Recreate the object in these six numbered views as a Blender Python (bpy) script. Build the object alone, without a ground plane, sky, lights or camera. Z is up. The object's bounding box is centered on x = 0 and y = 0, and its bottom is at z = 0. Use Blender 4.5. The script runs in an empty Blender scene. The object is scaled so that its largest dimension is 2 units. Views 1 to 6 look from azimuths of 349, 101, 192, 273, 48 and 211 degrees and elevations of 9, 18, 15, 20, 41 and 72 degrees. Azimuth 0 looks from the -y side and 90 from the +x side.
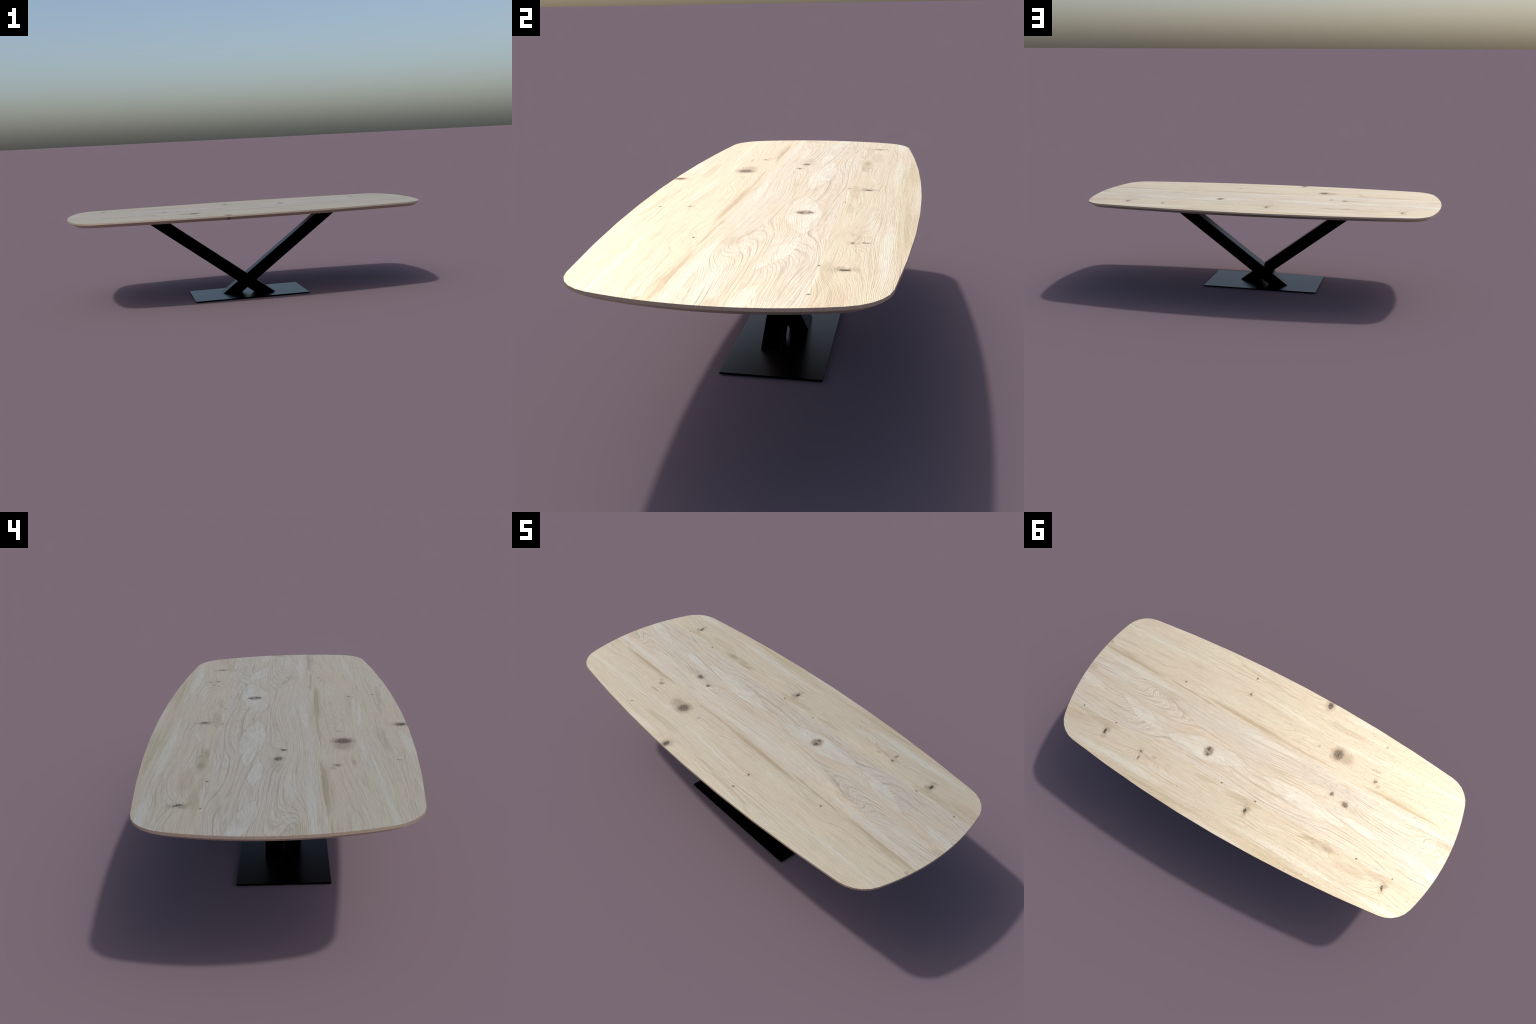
import bpy, bmesh, math
from mathutils import Vector

# ------------------------------------------------------------------ sizes (metres)
TOP_Z = 0.5067           # upper face of the table top
BAND = 0.0085            # upright part of the edge
BEVEL_DROP = 0.0172      # height of the under-cut bevel
BEVEL_INSET = 0.027      # how far the bevel runs in under the top
HALF_LENGTH, HALF_WIDTH = 1.0, 0.4337
SIDE_RADIUS = 6.59       # bow of the long sides
END_RADIUS = 1.0         # bow of the short ends
SIDE_END_X = 0.846       # where the long bow meets the rounded corner
END_END_Y = 0.2833       # where the end bow meets the rounded corner
SEAMS = (-0.115, 0.196, 0.376)   # glue lines between the boards
GLUE_GAP = 0.00012

PLATE_X, PLATE_Y, PLATE_T = 0.3296, 0.1630, 0.0058
LEG_W = 0.0660           # depth of a leg in y
LEG_FOOT_X = 0.1492      # outer foot corner of a leg
LEG_RUN = 0.1115         # horizontal width of a leg's oblique cut
LEG_SLOPE = 0.752        # rise over run


def arc_points(p, q, tp, tq, n):
    """n segments of a circular arc from p to q, tangent angles tp -> tq."""
    out = []
    turn = tq - tp
    chord = math.hypot(q[0] - p[0], q[1] - p[1])
    r = chord / (2 * math.sin(abs(turn) / 2))
    s = 1 if turn > 0 else -1
    cx, cy = p[0] - s * r * math.sin(tp), p[1] + s * r * math.cos(tp)
    for i in range(n + 1):
        a = tp + turn * i / n
        out.append((cx + s * r * math.sin(a), cy - s * r * math.cos(a)))
    return out


def quarter_outline():
    """Outline of the top from (HALF_LENGTH, 0) to (0, HALF_WIDTH)."""
    pts = []
    for i in range(7):                                   # end bow
        y = END_END_Y * i / 7
        pts.append((HALF_LENGTH - END_RADIUS + math.sqrt(END_RADIUS**2 - y * y), y))
    e = (HALF_LENGTH - END_RADIUS + math.sqrt(END_RADIUS**2 - END_END_Y**2), END_END_Y)
    sy = HALF_WIDTH - SIDE_RADIUS + math.sqrt(SIDE_RADIUS**2 - SIDE_END_X**2)
    ta = math.pi / 2 + math.asin(END_END_Y / END_RADIUS)
    tb = math.pi - math.asin(SIDE_END_X / SIDE_RADIUS)
    mid = math.atan2(sy - e[1], SIDE_END_X - e[0])
    half = (tb - ta) / 2
    pts += arc_points(e, (SIDE_END_X, sy), mid - half, mid + half, 5)
    for i in range(1, 5):                                # long bow
        x = SIDE_END_X * (1 - i / 4)
        pts.append((x, HALF_WIDTH - SIDE_RADIUS + math.sqrt(SIDE_RADIUS**2 - x * x)))
    return pts


def top_outline():
    q = quarter_outline()
    left = [(-x, y) for x, y in reversed(q[:-1])]
    upper = q + left
    lower = [(x, -y) for x, y in reversed(upper[1:-1])]
    return upper + lower


def inset(pts, d):
    """Move every outline point inward by d, keeping the sides parallel."""
    out, n = [], len(pts)
    for i in range(n):
        p, a, b = Vector(pts[i]), Vector(pts[i - 1]), Vector(pts[(i + 1) % n])
        n1 = Vector((-(p - a).y, (p - a).x)).normalized()
        n2 = Vector((-(b - p).y, (b - p).x)).normalized()
        m = (n1 + n2).normalized()
        out.append(tuple(p + m * (d / max(0.3, m.dot(n1)))))
    return out


def link(obj, parent):
    bpy.context.scene.collection.objects.link(obj)
    obj.parent = parent
    return obj


def mesh_object(name, bm, parent, material, smooth_below=24):
    me = bpy.data.meshes.new(name)
    bmesh.ops.recalc_face_normals(bm, faces=bm.faces[:])
    bm.to_mesh(me)
    bm.free()
    me.materials.append(material)
    me.shade_smooth()
    me.set_sharp_from_angle(angle=math.radians(smooth_below))
    return link(bpy.data.objects.new(name, me), parent)


def table_top_solid():
    """Closed solid: flat face, upright band, under-cut bevel, flat underside."""
    ring = top_outline()
    low = inset(ring, BEVEL_INSET)
    z2 = TOP_Z - BAND
    z3 = z2 - BEVEL_DROP
    bm = bmesh.new()
    a = [bm.verts.new((x, y, TOP_Z)) for x, y in ring]
    b = [bm.verts.new((x, y, z2)) for x, y in ring]
    c = [bm.verts.new((x, y, z3)) for x, y in low]
    n = len(ring)
    for i in range(n):
        j = (i + 1) % n
        bm.faces.new((b[i], b[j], a[j], a[i]))
        bm.faces.new((c[i], c[j], b[j], b[i]))
    bm.faces.new(a)
    bm.faces.new(list(reversed(c)))
    return bm


def plank(parent, lo, hi, material):
    """One board: the part of the top between two glue lines, sawn to a closed solid."""
    bm = table_top_solid()
    for y, side in ((lo, -1), (hi, 1)):
        if y is None:
            continue
        yy = y - side * GLUE_GAP / 2
        geom = bm.verts[:] + bm.edges[:] + bm.faces[:]
        cut = bmesh.ops.bisect_plane(bm, geom=geom, dist=1e-6, plane_co=(0, yy, 0),
                                     plane_no=(0, side, 0), clear_outer=True)
        edges = [e for e in cut["geom_cut"] if isinstance(e, bmesh.types.BMEdge)]
        bmesh.ops.holes_fill(bm, edges=edges, sides=0)
    return mesh_object("plank", bm, parent, material)


def rounded_box(bm, radius, segments):
    edges = bm.edges[:]
    bmesh.ops.bevel(bm, geom=edges, offset=radius, segments=segments, profile=0.5, affect='EDGES')


def base_plate(parent, material):
    bm = bmesh.new()
    bmesh.ops.create_cube(bm, size=1.0)
    for v in bm.verts:
        v.co = (v.co.x * 2 * PLATE_X, v.co.y * 2 * PLATE_Y, (v.co.z + 0.5) * PLATE_T)
    upright = [e for e in bm.edges if abs(e.verts[0].co.z - e.verts[1].co.z) > 1e-4]
    bmesh.ops.bevel(bm, geom=upright, offset=0.004, segments=4, profile=0.5, affect='EDGES')
    rim = [e for e in bm.edges if all(v.co.z > PLATE_T - 1e-5 for v in e.verts) and not e.is_boundary
           and any(abs(f.normal.z) < 0.5 for f in e.link_faces)]
    bmesh.ops.bevel(bm, geom=rim, offset=0.0006, segments=2, profile=0.5, affect='EDGES')
    return mesh_object("base_plate", bm, parent, material, 3)


def leg(parent, material, turned):
    """Square tube leaning from its foot on the plate up to the underside of the top."""
    z0, z1 = PLATE_T - 0.0004, TOP_Z - BAND - BEVEL_DROP + 0.0004
    reach = (z1 - z0) / LEG_SLOPE
    bm = bmesh.new()
    vs = []
    for y in (-LEG_W, -0.00015):
        for x, z in ((LEG_FOOT_X, z0), (LEG_FOOT_X - reach, z1),
                     (LEG_FOOT_X - LEG_RUN - reach, z1), (LEG_FOOT_X - LEG_RUN, z0)):
            vs.append(bm.verts.new((x, y, z)))
    bm.faces.new(vs[:4])
    bm.faces.new(vs[7:3:-1])
    for i in range(4):
        j = (i + 1) % 4
        bm.faces.new((vs[i], vs[i + 4], vs[j + 4], vs[j]))
    long_edges = [e for e in bm.edges
                  if abs(e.verts[0].co.z - e.verts[1].co.z) > 0.1]
    bmesh.ops.bevel(bm, geom=long_edges, offset=0.0012, segments=2, profile=0.5, affect='EDGES')
    if turned:
        for v in bm.verts:
            v.co = (-v.co.x, -v.co.y, v.co.z)
    return mesh_object("leg", bm, parent, material, 3)

# ------------------------------------------------------------------ materials
REPEAT = 1.535           # figure of the boards comes back after this length


def both(rows):
    """Every row (x first) together with its repeat further along the board."""
    out = []
    for r in rows:
        for shift in (0.0, REPEAT, -REPEAT):
            if abs(r[0] + shift) < 1.12:
                out.append((r[0] + shift,) + tuple(r[1:]))
    return out


class Nodes:
    """Small helper for wiring shader nodes."""

    def __init__(self, name):
        self.material = bpy.data.materials.new(name)
        self.material.use_nodes = True
        self.tree = self.material.node_tree
        self.bsdf = self.tree.nodes["Principled BSDF"]
        coord = self.tree.nodes.new("ShaderNodeTexCoord")
        self.position = coord.outputs["Object"]

    def new(self, kind, *inputs, **settings):
        n = self.tree.nodes.new(kind)
        for k, v in settings.items():
            setattr(n, k, v)
        for i, v in enumerate(inputs):
            self.put(n.inputs[i], v)
        return n

    def put(self, socket, v):
        if v is None:
            return
        if isinstance(v, bpy.types.NodeSocket):
            self.tree.links.new(v, socket)
        else:
            socket.default_value = v

    def math(self, op, a, b=None, c=None, clamp=False):
        return self.new("ShaderNodeMath", a, b, c, operation=op, use_clamp=clamp).outputs[0]

    def add(self, *xs):
        s = xs[0]
        for x in xs[1:]:
            s = self.math("ADD", s, x)
        return s

    def mul(self, a, b):
        return self.math("MULTIPLY", a, b)

    def top(self, xs):
        s = xs[0]
        for x in xs[1:]:
            s = self.math("MAXIMUM", s, x)
        return s

    def vec(self, op, a, b=None):
        n = self.new("ShaderNodeVectorMath", a, b, operation=op)
        return n.outputs["Value" if op in ("LENGTH", "DOT_PRODUCT") else "Vector"]

    def join(self, x, y, z=0.0):
        return self.new("ShaderNodeCombineXYZ", x, y, z).outputs[0]

    def split(self, v):
        return self.new("ShaderNodeSeparateXYZ", v).outputs

    def ease(self, x, lo, hi, a=0.0, b=1.0):
        return self.new("ShaderNodeMapRange", x, lo, hi, a, b, interpolation_type="SMOOTHSTEP").outputs[0]

    def noise(self, v, scale, detail=2.0, rough=0.5, warp=0.0, color=False):
        n = self.new("ShaderNodeTexNoise")
        self.put(n.inputs["Vector"], v)
        for k, x in (("Scale", scale), ("Detail", detail), ("Roughness", rough), ("Distortion", warp)):
            self.put(n.inputs[k], x)
        return n.outputs["Color" if color else "Fac"]

    def frame(self, v, x, y, a, b, turn=0.0):
        """v seen from an ellipse at (x, y) with half axes a, b turned by turn degrees."""
        return self.new("ShaderNodeMapping", v, (x, y, 0), (0, 0, math.radians(turn)), (a, b, 1),
                        vector_type="TEXTURE").outputs[0]

    def mix(self, fac, a, b, blend="MIX"):
        n = self.new("ShaderNodeMix", data_type="RGBA", blend_type=blend)
        self.put(n.inputs[0], fac)
        for s, v in ((n.inputs[6], a), (n.inputs[7], b)):
            self.put(s, v if isinstance(v, bpy.types.NodeSocket) else (*v, 1.0))
        return n.outputs[2]


LINE = (0.34, 0.255, 0.165)        # ring lines
SAPWOOD = (0.790, 0.752, 0.630)     # pale patches
STREAK = (0.50, 0.385, 0.240)      # dark heart streaks
EDGE = (0.57, 0.475, 0.36)
EDGE_LIGHT = (0.66, 0.555, 0.43)
KNOT = (0.095, 0.074, 0.060)
HALO = (0.36, 0.265, 0.175)


def wood(name, base, warm, seed, rings, bumps=(), lenses=(), knots=(), streaks=(), pales=(), tints=(),
         line_depth=1.0, sway=0.06, cracks=()):
    """One oak board.  rings: ring lines per metre across the board.
    bumps   (x, y, a, b, turn, height)   hills in the ring field: cathedrals, swirls
    lenses  (x, y, a, b, turn, height)   pale pointed islands
    knots   (x, y, a, b, turn, dark, halo size, halo strength)
    streaks / pales (x, y, a, b, turn, strength)   dark and light bands
    tints   (x, y, a, b, turn, strength)   patches of the warmer tone"""
    k = Nodes(name)
    xyz = k.split(k.position)
    flat = k.join(xyz[0], xyz[1], 0.0)
    seeded = k.join(xyz[0], xyz[1], seed)

    # gently wandering plane coordinates, so that no outline is a clean ellipse
    wob = k.noise(k.vec("MULTIPLY", seeded, (9.0, 26.0, 1.0)), 1.0, 3.0, 0.55, color=True)
    wob = k.vec("MULTIPLY", k.vec("SUBTRACT", wob, (0.5, 0.5, 0.5)), (0.050, 0.022, 0.0))
    plane = k.vec("ADD", flat, wob)
    fine = k.noise(k.vec("MULTIPLY", seeded, (70.0, 110.0, 1.0)), 1.0, 3.0, 0.6, color=True)
    fine = k.vec("MULTIPLY", k.vec("SUBTRACT", fine, (0.5, 0.5, 0.5)), (0.019, 0.019, 0.0))
    rough_plane = k.vec("ADD", flat, fine)

    # ring field: across the board, bent by slow noise and by the hills
    slow = k.noise(k.vec("MULTIPLY", seeded, (2.0, 6.0, 1.0)), 1.0, 1.0, 0.4)
    mid = k.noise(k.vec("MULTIPLY", seeded, (3.5, 16.0, 1.0)), 1.0, 1.0, 0.4)
    tiny = k.noise(k.vec("MULTIPLY", seeded, (11.0, 60.0, 1.0)), 1.0, 1.0, 0.5)
    ring = k.math("MULTIPLY_ADD", xyz[1], rings, k.mul(slow, rings * sway))
    ring = k.math("MULTIPLY_ADD", mid, rings * 0.006, ring)
    ring = k.math("MULTIPLY_ADD", tiny, 0.22, ring)
    for x, y, a, b, turn, h in both(bumps):
        d = k.frame(flat, x, y, a, b, turn)
        ring = k.add(ring, k.math("DIVIDE", h, k.add(k.vec("DOT_PRODUCT", d, d), 1.0)))
    inside = []
    for x, y, a, b, turn, h in both(lenses):
        u, v, _ = k.split(k.frame(plane, x, y, a, b, turn))
        inside.append(k.math("MULTIPLY_ADD", u, u, k.math("ABSOLUTE", v)))     # eye shape
        d = k.frame(flat, x, y, a, b, turn)
        ring = k.add(ring, k.math("DIVIDE", h, k.add(k.vec("DOT_PRODUCT", d, d), 1.0)))

    # thin ring lines with a steep and a soft flank, fading in and out
    saw = k.math("FRACT", ring)
    line = k.mul(k.ease(saw, 0.0, 0.08), k.ease(saw, 0.42, 0.08))
    fade = k.noise(k.vec("MULTIPLY", seeded, (4.0, 16.0, 1.0)), 1.0, 3.0, 0.6)
    line = k.mul(line, k.ease(fade, 0.34, 0.62, 0.18, 1.0))
    level = k.math("FLOOR", ring)
    pick = k.new("ShaderNodeTexWhiteNoise", noise_dimensions="1D")
    k.put(pick.inputs["W"], level)
    line = k.mul(line, k.ease(pick.outputs[0], 0.0, 1.0, 0.15, 1.0))

    # finer lines between the bold ones
    saw = k.math("FRACT", k.math("MULTIPLY_ADD", ring, 2.6, k.mul(tiny, 0.8)))
    hair = k.mul(k.ease(saw, 0.0, 0.14), k.ease(saw, 0.60, 0.16))
    hair = k.mul(hair, k.ease(fade, 0.66, 0.42, 0.25, 1.0))
    line = k.math("MAXIMUM", line, k.mul(hair, 0.42))

    # fibre that follows the rings
    flow = k.math("MULTIPLY_ADD", xyz[1], rings * 0.6, k.mul(ring, 0.5))
    along = k.join(k.mul(xyz[0], 5.0), k.mul(flow, 1.1), seed)
    band = k.noise(along, 1.0, 4.0, 0.6)
    along2 = k.join(k.mul(xyz[0], 20.0), k.mul(flow, 4.5), seed + 3.0)
    fibre = k.noise(along2, 1.0, 3.0, 0.6)
    along3 = k.join(k.mul(xyz[0], 48.0), k.mul(flow, 9.0), seed + 7.0)
    pore = k.ease(k.noise(along3, 1.0, 2.0, 0.6), 0.60, 0.74)

    # colour
    tone = k.noise(k.vec("MULTIPLY", seeded, (2.6, 9.0, 1.0)), 1.0, 3.0, 0.55)
    f = k.ease(tone, 0.38, 0.64, 0.0, 0.75)
    for x, y, a, b, turn, s in both(tints):
        d = k.vec("LENGTH", k.frame(plane, x, y, a, b, turn))
        f = k.math("MULTIPLY_ADD", k.ease(d, 1.0, 0.3), s, f, clamp=True)
    col = k.mix(f, base, warm)
    col = k.mix(k.ease(band, 0.50, 0.72, 0.0, 0.40), col, SAPWOOD)
    col = k.mix(k.ease(band, 0.50, 0.30, 0.0, 0.22), col, LINE)

    patchy = k.noise(k.vec("MULTIPLY", seeded, (7.0, 18.0, 1.0)), 1.0, 2.0, 0.5)
    soft = k.ease(patchy, 0.34, 0.60, 0.28, 0.66)
    pale = [k.mul(k.ease(k.math("MULTIPLY_ADD", tiny, 0.25, d), 1.22, 1.05), soft) for d in inside]
    rim = [k.mul(k.ease(d, 0.98, 1.05), k.ease(d, 1.24, 1.06)) for d in inside]
    for x, y, a, b, turn, s in both(pales):
        d = k.vec("LENGTH", k.frame(plane, x, y, a, b, turn))
        pale.append(k.ease(d, 1.0, 0.35, 0.0, s))
    calm = None
    if pale:
        p = k.top(pale)
        col = k.mix(p, col, SAPWOOD)
        calm = k.math("SUBTRACT", 1.0, k.mul(p, 0.85))
    dark = []
    for x, y, a, b, turn, s in both(streaks):
        d = k.vec("LENGTH", k.frame(plane, x, y, a, b, turn))
        dark.append(k.ease(d, 1.0, 0.45, 0.0, s))
    if rim:
        dark.append(k.mul(k.top(rim), 0.22))
    if dark:
        col = k.mix(k.mul(k.top(dark), k.ease(band, 0.2, 0.6, 1.0, 0.7)), col, STREAK)
    if calm is not None:
        line = k.mul(line, calm)
    col = k.mix(k.mul(line, 0.52 * line_depth), col, LINE)
    col = k.mix(k.ease(fibre, 0.60, 0.32, 0.0, 0.20), col, LINE)
    col = k.mix(k.mul(pore, 0.16), col, LINE)

    core = None
    cores, halos = [], []
    for x, y, a, b, turn, s, size, hs in both(knots):
        d = k.vec("LENGTH", k.frame(rough_plane, x, y, a, b, turn))
        cores.append(k.ease(d, 1.05, 0.55, 0.0, s))
        if hs > 0:
            halos.append(k.ease(d, size, 0.6, 0.0, hs))
    if cores:
        grain = k.noise(k.vec("MULTIPLY", seeded, (130.0, 130.0, 1.0)), 1.0, 2.0, 0.5)
        if halos:
            col = k.mix(k.mul(k.top(halos), k.ease(fibre, 0.7, 0.3, 0.55, 1.0)), col, HALO)
        core = k.mul(k.top(cores), k.ease(grain, 0.70, 0.42, 0.45, 1.0))
        col = k.mix(core, col, KNOT)
    for x, y, a, b, turn, s in cracks:
        d = k.vec("LENGTH", k.frame(rough_plane, x, y, a, b, turn))
        col = k.mix(k.ease(d, 1.0, 0.5, 0.0, s), col, KNOT)

    # edges show plain end and edge grain, a little browner than the sanded face
    edge = k.ease(xyz[2], TOP_Z - 0.0006, TOP_Z - 0.0012)
    speck = k.noise(k.vec("MULTIPLY", k.position, (160.0, 160.0, 420.0)), 1.0, 2.0, 0.6)
    rind = k.mix(k.ease(speck, 0.3, 0.7), EDGE, EDGE_LIGHT)
    if core is not None:
        rind = k.mix(k.mul(core, 0.8), rind, KNOT)
    col = k.mix(edge, col, rind)

    # relief: ring lines and pores are slightly open, fibre is slightly raised
    height = k.math("MULTIPLY_ADD", line, -0.7 * line_depth, k.mul(fibre, 0.55))
    height = k.math("MULTIPLY_ADD", pore, -0.35, height)
    height = k.math("MULTIPLY_ADD", band, 0.5, height)
    if core is not None:
        height = k.math("MULTIPLY_ADD", core, -1.2, height)
    bump = k.new("ShaderNodeBump")
    bump.inputs["Strength"].default_value = 1.0
    bump.inputs["Distance"].default_value = RELIEF
    k.put(bump.inputs["Height"], height)
    k.put(k.bsdf.inputs["Normal"], bump.outputs[0])
    k.put(k.bsdf.inputs["Base Color"], col)
    k.bsdf.inputs["Metallic"].default_value = 1.0     # the set's lacquered sheen
    k.bsdf.inputs["Roughness"].default_value = 0.585
    return k.material


RELIEF = 0.0006
ROSE = (0.746, 0.662, 0.530)
STRAW = (0.748, 0.660, 0.488)
OCHRE = (0.700, 0.595, 0.410)
BLUSH = (0.752, 0.634, 0.472)


def board_materials():
    outer = wood(
        "oak_board_outer", STRAW, BLUSH, 2.0, 105.0, line_depth=0.55,
        bumps=[(0.60, -0.215, 0.17, 0.035, 4, 4.5), (0.44, -0.185, 0.10, 0.030, 0, 3.0),
               (-0.315, -0.205, 0.045, 0.034, 0, 3.5), (-0.15, -0.215, 0.13, 0.035, 0, 4.0),
               (0.215, -0.262, 0.035, 0.020, 0, 1.6), (-0.47, -0.20, 0.06, 0.03, 0, -2.5),
               (-0.158, -0.413, 0.05, 0.035, 0, 3.5), (0.42, -0.410, 0.15, 0.030, 0, 6.0),
               (-0.44, -0.385, 0.11, 0.030, 0, 5.0), (0.05, -0.380, 0.14, 0.02, -6, 3.0)],
        knots=[(-0.315, -0.207, 0.029, 0.030, 0, 0.62, 1.8, 0.90),
               (-0.352, -0.205, 0.042, 0.028, 0, 0.0, 1.5, 0.65),
               (-0.533, -0.175, 0.009, 0.009, 0, 0.65, 2.6, 0.50),
               (-0.516, -0.225, 0.026, 0.006, 2, 0.0, 1.3, 0.55),
               (-0.557, -0.160, 0.008, 0.008, 0, 0.0, 1.6, 0.5),
               (0.230, -0.358, 0.0055, 0.0075, 0, 0.95, 1.5, 0.25),
               (0.215, -0.265, 0.0055, 0.009, 0, 0.85, 3.0, 0.30),
               (0.533, -0.163, 0.006, 0.008, 0, 0.85, 1.8, 0.30),
               (-0.503, -0.359, 0.005, 0.007, 0, 0.45, 1.8, 0.30),
               (-0.212, -0.198, 0.006, 0.007, 0, 0.15, 1.8, 0.35),
               (-0.158, -0.411, 0.015, 0.020, 8, 0.90, 2.4, 0.75),
               (-0.285, -0.175, 0.005, 0.006, 0, 0.25, 1.5, 0.3)],
        streaks=[(0.84, -0.130, 0.26, 0.012, 0, 0.85), (0.16, -0.138, 0.30, 0.013, -1, 0.90),
                 (0.46, -0.126, 0.20, 0.006, -4, 0.70), (-0.14, -0.131, 0.28, 0.007, 2, 0.60),
                 (0.85, -0.137, 0.25, 0.022, 0, 0.35), (0.16, -0.142, 0.30, 0.022, -1, 0.35),
                 (0.16, -0.375, 0.22, 0.012, -4, 0.35), (-0.30, -0.335, 0.16, 0.022, 2, 0.40),
                 (0.10, -0.255, 0.20, 0.018, -3, 0.22)],
        pales=[(0.66, -0.292, 0.26, 0.007, 3, 0.55), (-0.02, -0.285, 0.24, 0.008, -4, 0.60),
               (-0.62, -0.288, 0.30, 0.007, 2, 0.50), (0.06, -0.268, 0.16, 0.006, -4, 0.40),
               (-0.42, -0.262, 0.22, 0.010, 3, 0.45), (-0.36, -0.405, 0.16, 0.022, 3, 0.50),
               (0.24, -0.400, 0.10, 0.008, -4, 0.4), (0.75, -0.395, 0.2, 0.010, 3, 0.4)],
        tints=[(-0.36, -0.20, 0.26, 0.07, 0, 0.6), (0.56, -0.15, 0.10, 0.03, 0, 0.6),
               (-0.30, -0.39, 0.25, 0.04, 0, 0.6)],
        cracks=[(-0.316, -0.207, 0.022, 0.0022, 62, 0.95), (-0.314, -0.207, 0.013, 0.0022, 150, 0.8),
                (-0.318, -0.207, 0.016, 0.0018, 100, 0.5)])

    middle = wood(
        "oak_board_middle", ROSE, BLUSH, 11.0, 78.0, sway=0.055,
        bumps=[(0.47, -0.030, 0.24, 0.042, -9, 6.5), (0.60, -0.050, 0.10, 0.035, 0, 3.0),
               (-0.35, -0.026, 0.22, 0.046, -3, 6.0), (-0.463, 0.0, 0.03, 0.022, 0, 1.8),
               (-0.384, -0.017, 0.03, 0.02, 0, 1.2), (0.68, 0.175, 0.16, 0.04, 6, -2.0),
               (-0.15, 0.175, 0.16, 0.04, 6, -2.0), (-0.52, 0.15, 0.2, 0.03, 0, 1.5)],
        lenses=[(0.250, 0.094, 0.215, 0.052, 7, 4.0), (0.625, 0.086, 0.140, 0.028, -12, 2.5),
                (-0.280, 0.084, 0.230, 0.040, -3, 3.2), (-0.575, 0.064, 0.110, 0.022, -4, 1.8)],
        knots=[(0.239, 0.096, 0.024, 0.029, 0, 0.25, 1.35, 0.85),
               (0.243, 0.084, 0.012, 0.013, 20, 0.85, 1.2, 0.3), (0.236, 0.111, 0.008, 0.010, 0, 0.85, 1.2, 0.3),
               (-0.384, -0.017, 0.010, 0.009, 0, 0.80, 2.2, 0.5),
               (-0.463, 0.000, 0.016, 0.015, 0, 0.75, 2.2, 0.65),
               (-0.520, 0.004, 0.055, 0.020, 0, 0.0, 1.3, 0.30)],
        streaks=[(0.500, -0.030, 0.10, 0.007, -16, 0.55), (0.42, -0.008, 0.09, 0.006, -14, 0.45),
                 (0.545, -0.060, 0.06, 0.016, -6, 0.30), (0.73, 0.155, 0.13, 0.010, 8, 0.25),
                 (-0.07, 0.160, 0.14, 0.010, 8, 0.25), (-0.66, 0.02, 0.12, 0.006, -3, 0.35),
                 (0.07, 0.035, 0.14, 0.006, 6, 0.35), (0.23, 0.155, 0.14, 0.010, 5, 0.20),
                 (-0.97, -0.047, 0.05, 0.03, 0, 0.3)],
        pales=[(0.70, -0.090, 0.30, 0.016, 0, 0.55), (-0.02, -0.090, 0.26, 0.015, 2, 0.55),
               (0.84, -0.035, 0.16, 0.020, 0, 0.40), (0.05, -0.05, 0.14, 0.014, -5, 0.3),
               (-0.50, -0.10, 0.26, 0.010, 0, 0.45)],
        tints=[(0.25, 0.15, 0.3, 0.03, 4, 0.5), (0.35, 0.04, 0.12, 0.02, 4, 0.7)])

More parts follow.
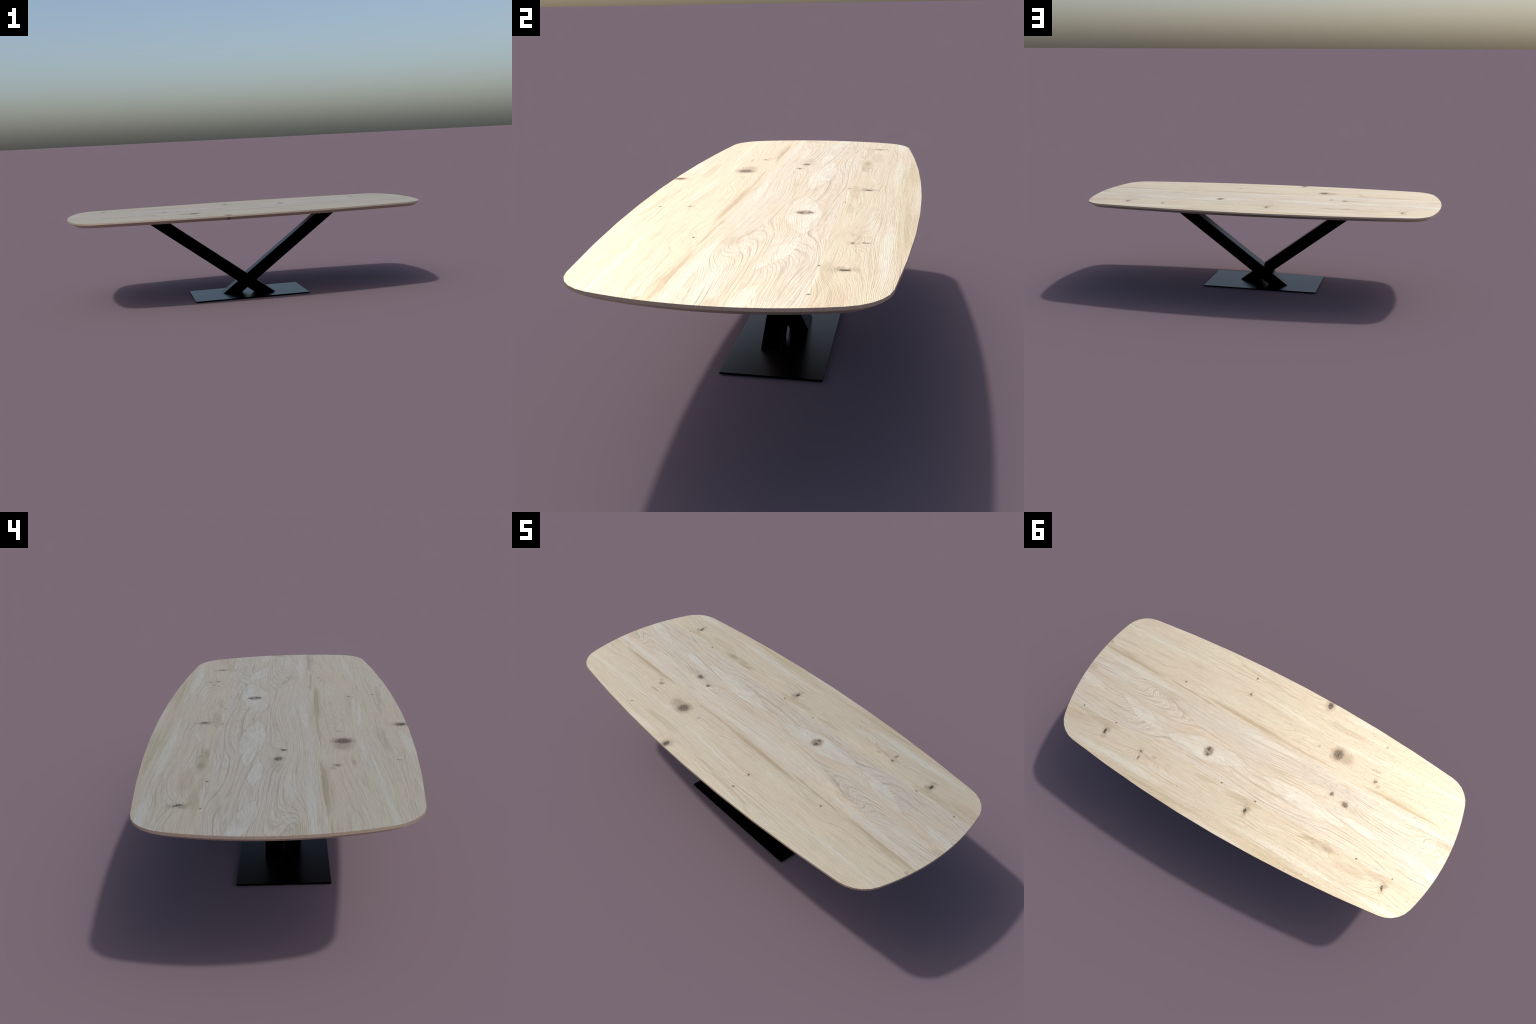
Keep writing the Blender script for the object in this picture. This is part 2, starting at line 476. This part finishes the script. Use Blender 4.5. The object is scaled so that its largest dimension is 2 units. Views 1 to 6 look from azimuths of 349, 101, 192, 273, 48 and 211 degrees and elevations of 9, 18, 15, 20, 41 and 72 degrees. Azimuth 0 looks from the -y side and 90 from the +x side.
    inner = wood(
        "oak_board_inner", STRAW, BLUSH, 23.0, 100.0, line_depth=0.85,
        bumps=[(0.735, 0.252, 0.070, 0.040, 0, 4.5), (-0.067, 0.252, 0.070, 0.040, 0, 4.5),
               (0.750, 0.214, 0.022, 0.012, 0, 1.8), (-0.049, 0.214, 0.022, 0.012, 0, 1.8),
               (0.47, 0.268, 0.11, 0.030, 0, 5.0), (0.520, 0.262, 0.02, 0.018, 0, 1.5),
               (-0.44, 0.228, 0.09, 0.022, 0, 4.5), (-0.49, 0.232, 0.02, 0.012, 0, 2.5),
               (0.20, 0.24, 0.10, 0.03, 0, 2.0), (0.95, 0.25, 0.1, 0.04, 0, -2.0)],
        knots=[(0.735, 0.261, 0.0075, 0.018, 12, 0.95, 3.0, 0.55), (-0.067, 0.262, 0.0075, 0.018, 12, 0.95, 3.0, 0.55),
               (0.727, 0.249, 0.012, 0.012, 0, 0.15, 1.9, 0.6), (-0.075, 0.250, 0.012, 0.012, 0, 0.15, 1.9, 0.6),
               (0.712, 0.197, 0.0045, 0.0055, 0, 0.90, 2.2, 0.40), (-0.086, 0.197, 0.0045, 0.0055, 0, 0.90, 2.2, 0.40),
               (0.902, 0.199, 0.005, 0.007, 0, 0.75, 1.6, 0.30), (0.101, 0.199, 0.005, 0.007, 0, 0.75, 1.6, 0.30),
               (0.523, 0.262, 0.008, 0.008, 0, 0.65, 2.6, 0.50), (0.518, 0.295, 0.006, 0.011, 0, 0.60, 2.0, 0.40),
               (0.450, 0.256, 0.012, 0.006, 10, 0.0, 1.8, 0.45), (-0.500, 0.231, 0.024, 0.010, 0, 0.10, 1.8, 0.45),
               (-0.400, 0.221, 0.04, 0.006, 4, 0.0, 1.5, 0.45), (0.278, 0.319, 0.003, 0.006, 0, 0.4, 1.4, 0.2)],
        streaks=[(0.77, 0.222, 0.12, 0.022, 4, 0.45), (-0.03, 0.222, 0.13, 0.022, 4, 0.45),
                 (0.88, 0.215, 0.10, 0.014, 0, 0.30), (-0.46, 0.230, 0.15, 0.026, 2, 0.50),
                 (0.18, 0.222, 0.08, 0.016, 8, 0.40), (-0.62, 0.26, 0.12, 0.03, 4, 0.30)],
        pales=[(0.80, 0.200, 0.09, 0.004, 0, 0.75), (0.0, 0.200, 0.09, 0.004, 0, 0.75),
               (0.60, 0.350, 0.35, 0.022, 0, 0.60), (-0.35, 0.352, 0.40, 0.018, 0, 0.50),
               (-0.22, 0.27, 0.08, 0.008, 12, 0.5), (0.36, 0.305, 0.2, 0.02, 4, 0.3)],
        tints=[(0.45, 0.27, 0.18, 0.06, 0, 0.9), (-0.55, 0.27, 0.16, 0.05, 0, 0.5)])

    rail = wood(
        "oak_board_rim", OCHRE, BLUSH, 37.0, 120.0, line_depth=0.7,
        bumps=[(0.2, 0.40, 0.2, 0.03, 0, 2.0)],
        streaks=[(0.3, 0.395, 0.35, 0.012, 0, 0.35), (-0.35, 0.40, 0.30, 0.010, 0, 0.35)],
        pales=[(0.0, 0.425, 0.25, 0.012, 0, 0.4), (-0.5, 0.385, 0.2, 0.008, 0, 0.4)])
    return outer, middle, inner, rail


def black_steel():
    k = Nodes("black_lacquered_steel")
    k.bsdf.inputs["Base Color"].default_value = (0.0006, 0.0006, 0.0007, 1)
    k.bsdf.inputs["Metallic"].default_value = 1.0
    k.bsdf.inputs["Roughness"].default_value = 0.27
    return k.material


# ------------------------------------------------------------------ assembly
def build():
    table = bpy.data.objects.new("dining_table", None)
    bpy.context.scene.collection.objects.link(table)
    table["label"] = "long pale oak dining table on crossed black steel legs"
    table["category"] = "table"
    top = link(bpy.data.objects.new("tabletop", None), table)
    cuts = [None, *SEAMS, None]
    for lo, hi, material in zip(cuts, cuts[1:], board_materials()):
        plank(top, lo, hi, material)
    steel = black_steel()
    base_plate(table, steel)
    leg(table, steel, False)
    leg(table, steel, True)


build()
